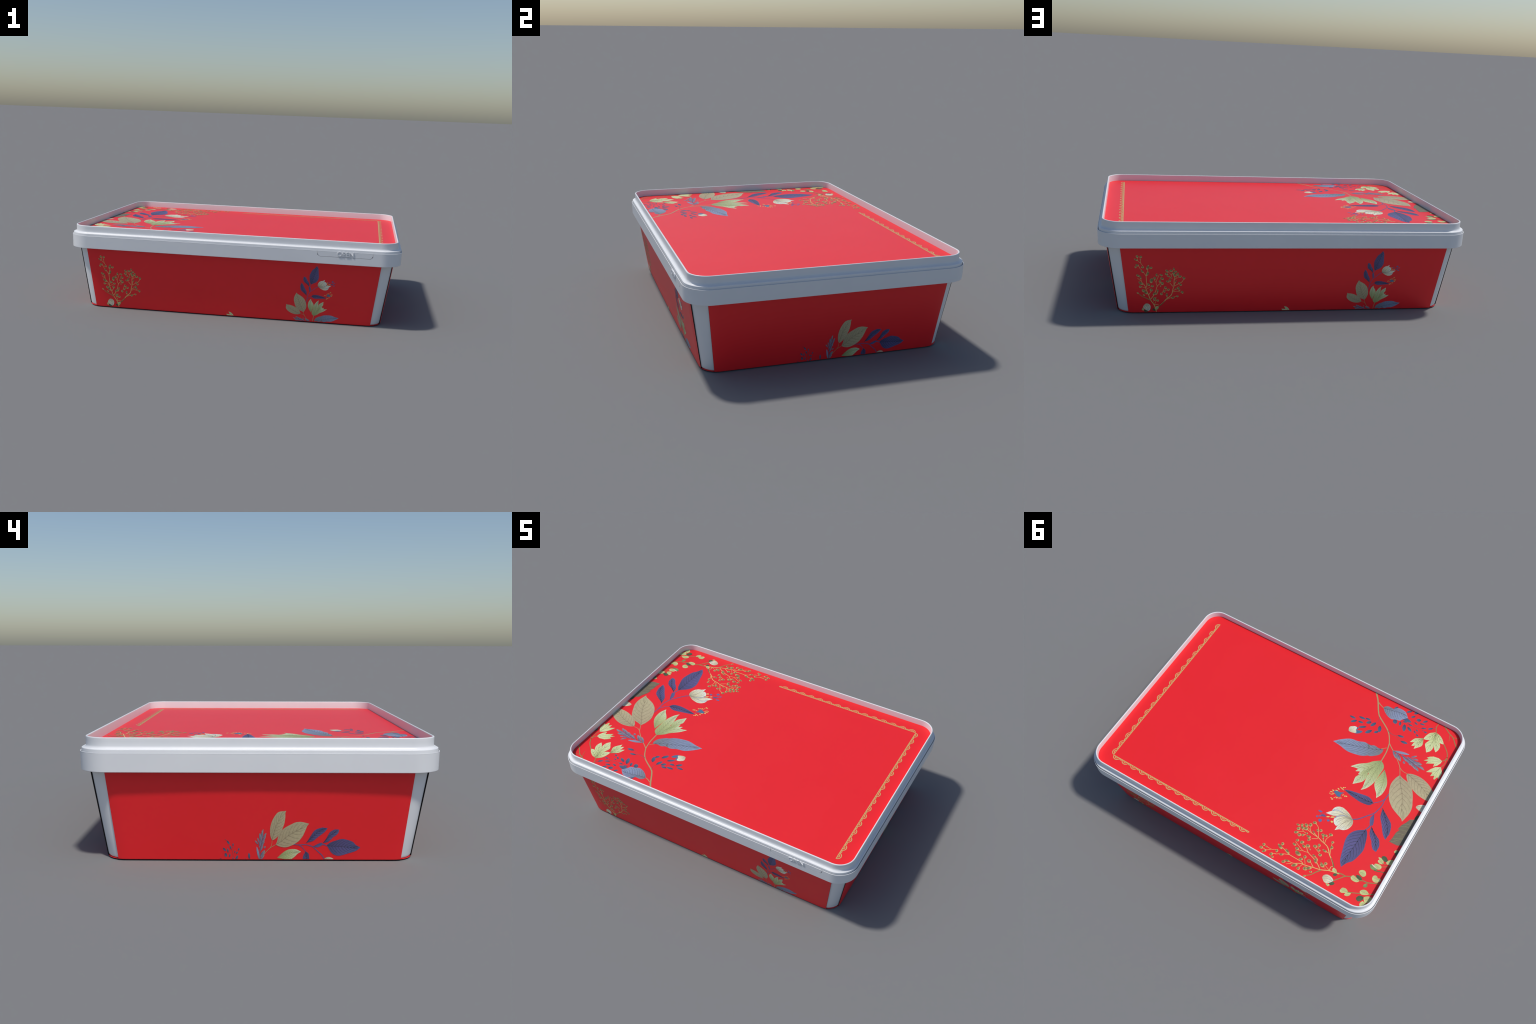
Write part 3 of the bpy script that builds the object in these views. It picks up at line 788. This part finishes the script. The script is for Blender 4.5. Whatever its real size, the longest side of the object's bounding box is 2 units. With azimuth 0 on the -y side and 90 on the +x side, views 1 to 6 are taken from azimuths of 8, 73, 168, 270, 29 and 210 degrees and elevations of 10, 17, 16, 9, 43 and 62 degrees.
    stem('sprig', 'gold_stem', [(-552, 482), (-544, 458)], 2.1, 1.6)
    stem('sprig', 'gold_stem', [(-672, 563), (-634, 547)], 2.5, 1.6)
    stem('sprig', 'gold_stem', [(-650, 567), (-626, 561)], 1.2, 1.2)
    stem('sprig', 'gold_stem', [(-583, 562), (-579, 539), (-555, 531)], 2.9, 2.4)
    stem('sprig', 'olive_stem', [(-630, 585), (-610, 613), (-591, 643), (-562, 666)], 6.9, 3.4)
    stem('sprig', 'green_stem', [(-685, 532), (-663, 507), (-642, 489)], 6.4, 3.4)
    # gold berries
    dot('sprig', 'gold', (-447, 342), 12.2, 8.6, -165)
    dot('sprig', 'gold', (-487, 377), 6.7, 8.6, -149)
    dot('sprig', 'gold', (-504, 368), 9.8, 8.3, -149)
    dot('sprig', 'gold', (-433, 368), 9.8, 11.3, -148)
    dot('sprig', 'gold', (-412, 382), 12.2, 9.2, 174)
    dot('sprig', 'gold', (-389, 394), 8.1, 7.3, -148)
    dot('sprig', 'gold', (-421, 404), 13.5, 11.0, 179)
    dot('sprig', 'gold', (-400, 408), 7.3, 14.1, -127)
    dot('sprig', 'gold', (-368, 406), 10.4, 6.4, -170)
    dot('sprig', 'gold', (-383, 426), 10.4, 10.8, -148)
    dot('sprig', 'gold', (-383, 454), 12.9, 8.8, -157)
    dot('sprig', 'gold', (-408, 459), 11.0, 10.0, -149)
    dot('sprig', 'gold', (-427, 449), 9.3, 7.1, -127)
    dot('sprig', 'gold', (-441, 428), 7.8, 4.9, -149)
    dot('sprig', 'gold', (-461, 440), 14.1, 7.1, -170)
    dot('sprig', 'gold', (-472, 456), 11.0, 7.6, -127)
    dot('sprig', 'gold', (-529, 386), 11.0, 7.6, 168)
    dot('sprig', 'gold', (-544, 382), 12.2, 7.3, -159)
    dot('sprig', 'gold', (-569, 361), 11.8, 8.6, -159)
    dot('sprig', 'gold', (-537, 400), 5.6, 9.8, -149)
    dot('sprig', 'gold', (-474, 400), 12.2, 3.9, 153)
    dot('sprig', 'gold', (-416, 495), 10.5, 7.3, -154)
    dot('sprig', 'gold', (-446, 492), 12.2, 9.6, -149)
    dot('sprig', 'gold', (-414, 527), 11.6, 7.1, 169)
    dot('sprig', 'gold', (-441, 542), 12.2, 8.1, 179)
    dot('sprig', 'gold', (-467, 509), 13.5, 6.1, 159)
    dot('sprig', 'gold', (-488, 494), 12.2, 10.3, -170)
    dot('sprig', 'gold', (-507, 507), 7.8, 4.4, 169)
    dot('sprig', 'gold', (-461, 566), 22.1, 11.0, 169)
    dot('sprig', 'gold', (-526, 474), 12.2, 9.3, -165)
    dot('sprig', 'gold', (-543, 456), 8.6, 8.8, -149)
    dot('sprig', 'gold', (-556, 484), 10.4, 6.9, 174)
    dot('sprig', 'gold', (-578, 507), 10.4, 8.8, 179)
    dot('sprig', 'gold', (-588, 470), 13.5, 7.3, 179)
    dot('sprig', 'gold', (-614, 430), 8.1, 12.2, -170)
    dot('sprig', 'gold', (-602, 398), 8.1, 8.1, -149)
    dot('sprig', 'gold', (-260, 622), 9.3, 8.6, -149)
    dot('sprig', 'gold', (-256, 646), 9.8, 9.1, -170)
    dot('sprig', 'gold', (-282, 657), 12.9, 6.9, -132)
    dot('sprig', 'gold', (-279, 626), 5.6, 4.2, -149)
    dot('sprig', 'gold', (-346, 617), 8.3, 9.3, -149)
    dot('sprig', 'gold', (-328, 652), 12.2, 8.1, -122)
    dot('sprig', 'gold', (-343, 664), 8.1, 6.6, -149)
    dot('sprig', 'gold', (-381, 623), 12.2, 7.1, -149)
    dot('sprig', 'gold', (-349, 583), 19.6, 8.6, 161)
    dot('sprig', 'gold', (-353, 561), 9.3, 9.3, -149)
    dot('sprig', 'gold', (-402, 587), 18.4, 6.9, 149)
    dot('sprig', 'gold', (-415, 655), 12.2, 8.3, -149)
    dot('sprig', 'gold', (-430, 639), 15.9, 5.6, -165)
    dot('sprig', 'gold', (-481, 641), 18.4, 8.8, -133)
    dot('sprig', 'gold', (-510, 646), 9.8, 8.6, -149)
    dot('sprig', 'gold', (-545, 626), 12.2, 12.9, -149)
    dot('sprig', 'gold', (-562, 614), 18.4, 8.1, -138)
    dot('sprig', 'gold', (-583, 627), 8.1, 6.1, -149)
    dot('sprig', 'gold', (-494, 588), 11.3, 8.1, -149)
    dot('sprig', 'gold', (-508, 564), 8.6, 10.0, -149)
    dot('sprig', 'gold', (-541, 574), 12.2, 10.0, 169)
    dot('sprig', 'gold', (-551, 530), 11.6, 5.9, 169)
    dot('sprig', 'gold', (-572, 543), 8.8, 7.1, -149)
    dot('sprig', 'gold', (-574, 556), 14.7, 6.6, 149)
    dot('sprig', 'gold', (-621, 558), 13.5, 10.3, 179)
    dot('sprig', 'gold', (-633, 537), 9.3, 9.3, -149)
    dot('sprig', 'gold', (-611, 548), 8.6, 4.2, 159)
    dot('sprig', 'gold', (-564, 668), 7.3, 6.1, -149)

def place_art(art, affine, frame, clip, parent, face=None, lift0=0.00022, step=0.0000022):
    """Print every piece: affine maps lid millimetres to millimetres on the face, frame puts
    the face in space, clip lists (point, outward normal) lines that trim the print."""
    (a, b, tx), (c, d, ty) = affine
    move = lambda p: Vector((a * p.x + b * p.y + tx, c * p.x + d * p.y + ty)) * 0.001
    for n, piece in enumerate(art):
        bm = bmesh.new()
        lift = lift0 + step * n
        for polys, slot, dz in ((piece['fill'], 0, 0.0), (piece['lines'], 1, 0.00012)):
            for poly in polys:
                pts = [move(p) for p in poly]
                vs = [bm.verts.new((p.x, p.y, lift + dz)) for p in pts]
                tris = tessellate_polygon([[Vector((p.x, p.y, 0)) for p in pts]]) if len(pts) > 4 else None
                if tris is None:
                    tris = [(0, 1, 2), (0, 2, 3)] if len(pts) == 4 else [(0, 1, 2)]
                for t in tris:
                    try:
                        f = bm.faces.new([vs[i] for i in t])
                        f.material_index = slot
                    except ValueError:
                        pass
        for co, no in clip:
            if any((v.co.x - co[0]) * no[0] + (v.co.y - co[1]) * no[1] > 0 for v in bm.verts):
                geom = bm.verts[:] + bm.edges[:] + bm.faces[:]
                bmesh.ops.bisect_plane(bm, geom=geom, plane_co=(co[0], co[1], 0), plane_no=(no[0], no[1], 0), clear_outer=True)
        if not bm.faces:
            bm.free()
            continue
        for f in bm.faces:
            f.normal_update()
            if f.normal.z < 0:
                f.normal_flip()
        if face:                                   # follow the barrelled face
            k, half = (1, BASE_X) if face in LONG_FACES else (0, BASE_Y)
            for v in bm.verts:
                v.co.z += 0.0004 - barrel(v.co.y)[k] * (v.co.x / half) ** 2
        o = move(piece['origin'])
        ax = move(piece['origin'] + piece['axis']) - o
        size = max(ax.length, 1e-4)
        local = Matrix.Translation((o.x, o.y, 0)) @ Matrix.Rotation(math.atan2(ax.y, ax.x), 4, 'Z') @ Matrix.Scale(size, 4)
        bm.transform(local.inverted())
        me = bpy.data.meshes.new(piece['name'])
        bm.to_mesh(me)
        bm.free()
        me.materials.append(M[piece['kind']])
        me.materials.append(M[VEIN_OF.get(piece['kind'], 'vein_slate')])
        ob = link(bpy.data.objects.new(piece['name'], me), parent)
        ob.matrix_local = frame @ local


def lid_clip():
    d = RIM_IN + 0.0006
    hx, hy, r, _ = inset(d, 0)
    out = [((hx, 0), (1, 0)), ((-hx, 0), (-1, 0)), ((0, hy), (0, 1)), ((0, -hy), (0, -1))]
    for sx in (1, -1):
        for sy in (1, -1):
            for k in range(1, 8):
                a = math.radians(90 * k / 8)
                no = (sx * math.cos(a), sy * math.sin(a))
                out.append(((sx * (hx - r) + r * no[0], sy * (hy - r) + r * no[1]), no))
    return out


def face_frame(side):
    sx, nx = FACES[side]
    base, draft = (BASE_Y, DRAFT_Y) if side in LONG_FACES else (BASE_X, DRAFT_X)
    right = Vector((sx[0], sx[1], 0))
    up = Vector((nx[0] * draft, nx[1] * draft, 1)).normalized()
    out = right.cross(up)
    org = Vector((nx[0] * base, nx[1] * base, 0))
    return Matrix(((right.x, up.x, out.x, org.x), (right.y, up.y, out.y, org.y), (right.z, up.z, out.z, org.z), (0, 0, 0, 1)))


def lace_strip(start, direction, outward, pitch, count, parent, trailing):
    """Gold line with a row of double arches and small loops between them (all in metres)."""
    s, d, o = Vector(start), Vector(direction), Vector(outward)
    half, small = 0.0245, (pitch - 0.049) / 2
    length = pitch * (count - 1) + 2 * half + (2 * small if trailing else 0)

    def band(centre, r_out, r_in, squash):
        quads, prev = [], None
        for i in range(19):
            a = math.pi * i / 18
            e = d * math.cos(a) + o * math.sin(a) * squash
            cur = (centre + e * r_out, centre + d * math.cos(a) * r_in + o * math.sin(a) * (r_out * squash - (r_out - r_in)))
            if prev:
                quads.append([prev[0], cur[0], cur[1], prev[1]])
            prev = cur
        return quads

    quads = [[s - o * 0.0022, s + d * length - o * 0.0022, s + d * length + o * 0.0028, s + o * 0.0028]]
    for i in range(count):
        c = s + d * (half + pitch * i)
        quads += band(c, half, half - 0.0052, 0.92) + band(c, 0.0125, 0.0076, 1.0)
        if i < count - 1 or trailing:
            quads += band(c + d * (half + small), small + 0.0026, small - 0.0022, 0.86)
    verts, faces = [], []
    for q in quads:
        n = len(verts)
        verts += [(p.x, p.y, Z_FLOOR + 0.0004) for p in q]
        area = sum(q[i].x * q[(i + 1) % 4].y - q[(i + 1) % 4].x * q[i].y for i in range(4))
        faces.append((n, n + 1, n + 2, n + 3) if area > 0 else (n + 3, n + 2, n + 1, n))
    # separate heights so that overlapping bands never lie in one plane
    verts = [(x, y, z + 0.0000035 * (i // 4 % 60)) for i, (x, y, z) in enumerate(verts)]
    return mesh_object("lace_border", verts, faces, [M['lace']], parent, 0)


def main():
    make_materials()
    thing = link(bpy.data.objects.new("storage_tub", None))
    thing["label"] = "white plastic tub with lid, red botanical printed labels"
    thing["category"] = "storage box"
    tub = build_tub(thing)
    collar = build_collar(thing)
    build_lettering(collar)
    build_lid(thing)
    lid_label = build_lid_label(thing)
    build_base_label(thing)
    draw_art()
    place_art(ART, ((1, 0, 0), (0, 1, 0)), Matrix.Translation((0, 0, Z_FLOOR)), lid_clip(), lid_label)
    lace_strip((0.871, 0.5985), (0, -1), (1, 0), 0.0689, 18, lid_label, False)
    lace_strip((0.8685, 0.5995), (-1, 0), (0, 1), 0.0673, 15, lid_label, True)
    branch = [p for p in ART if p['group'] == 'branch']
    leaflets = [p for p in ART if p['group'] == 'leaflets']
    sprig = [p for p in ART if p['group'] == 'sprig']
    ART.clear()
    patch('tip', 'pale_green', [(-13, -3), (-21, 14), (1, 12), (-8, 30), (8, 25), (19, 14), (28, -3)], 0)
    stem('tip', 'vein_olive', [(20, 2), (10, 14), (0, 24)], 1.6, 1.0)
    tip = ART[:]
    for side in FACES:
        label = build_side_label(side, thing)
        fr = face_frame(side)
        w0, w1 = label_half_width(side, 0), label_half_width(side, 0.375)
        k = Vector((0.375, -(w1 - w0))).normalized()
        clip = [((0, 0.0056), (0, -1)), ((w0, 0), (k.x, k.y)), ((-w0, 0), (-k.x, k.y))]
        if side in LONG_FACES:
            place_art(sprig, SPRIG_ON_LONG, fr, clip, label, side)
            place_art(branch, BRANCH_ON_LONG, fr, clip, label, side)
            place_art(tip, ((1, 0, 0), (0, 1, 0)), fr, clip, label, side)
        else:
            place_art(leaflets + branch, BRANCH_ON_SHORT, fr, clip, label, side)


# how the drawing is turned and reduced on the sides (rows: across, up; millimetres)
SPRIG_ON_LONG = ((-0.0658, -0.7537, -329.0), (0.6797, -0.0204, 514.2))
BRANCH_ON_LONG = ((0.4426, 0.0851, 790.5), (-0.0510, 0.4106, 112.4))
BRANCH_ON_SHORT = ((-0.0120, 0.4739, 159.2), (-0.5913, -0.0014, -366.8))

main()
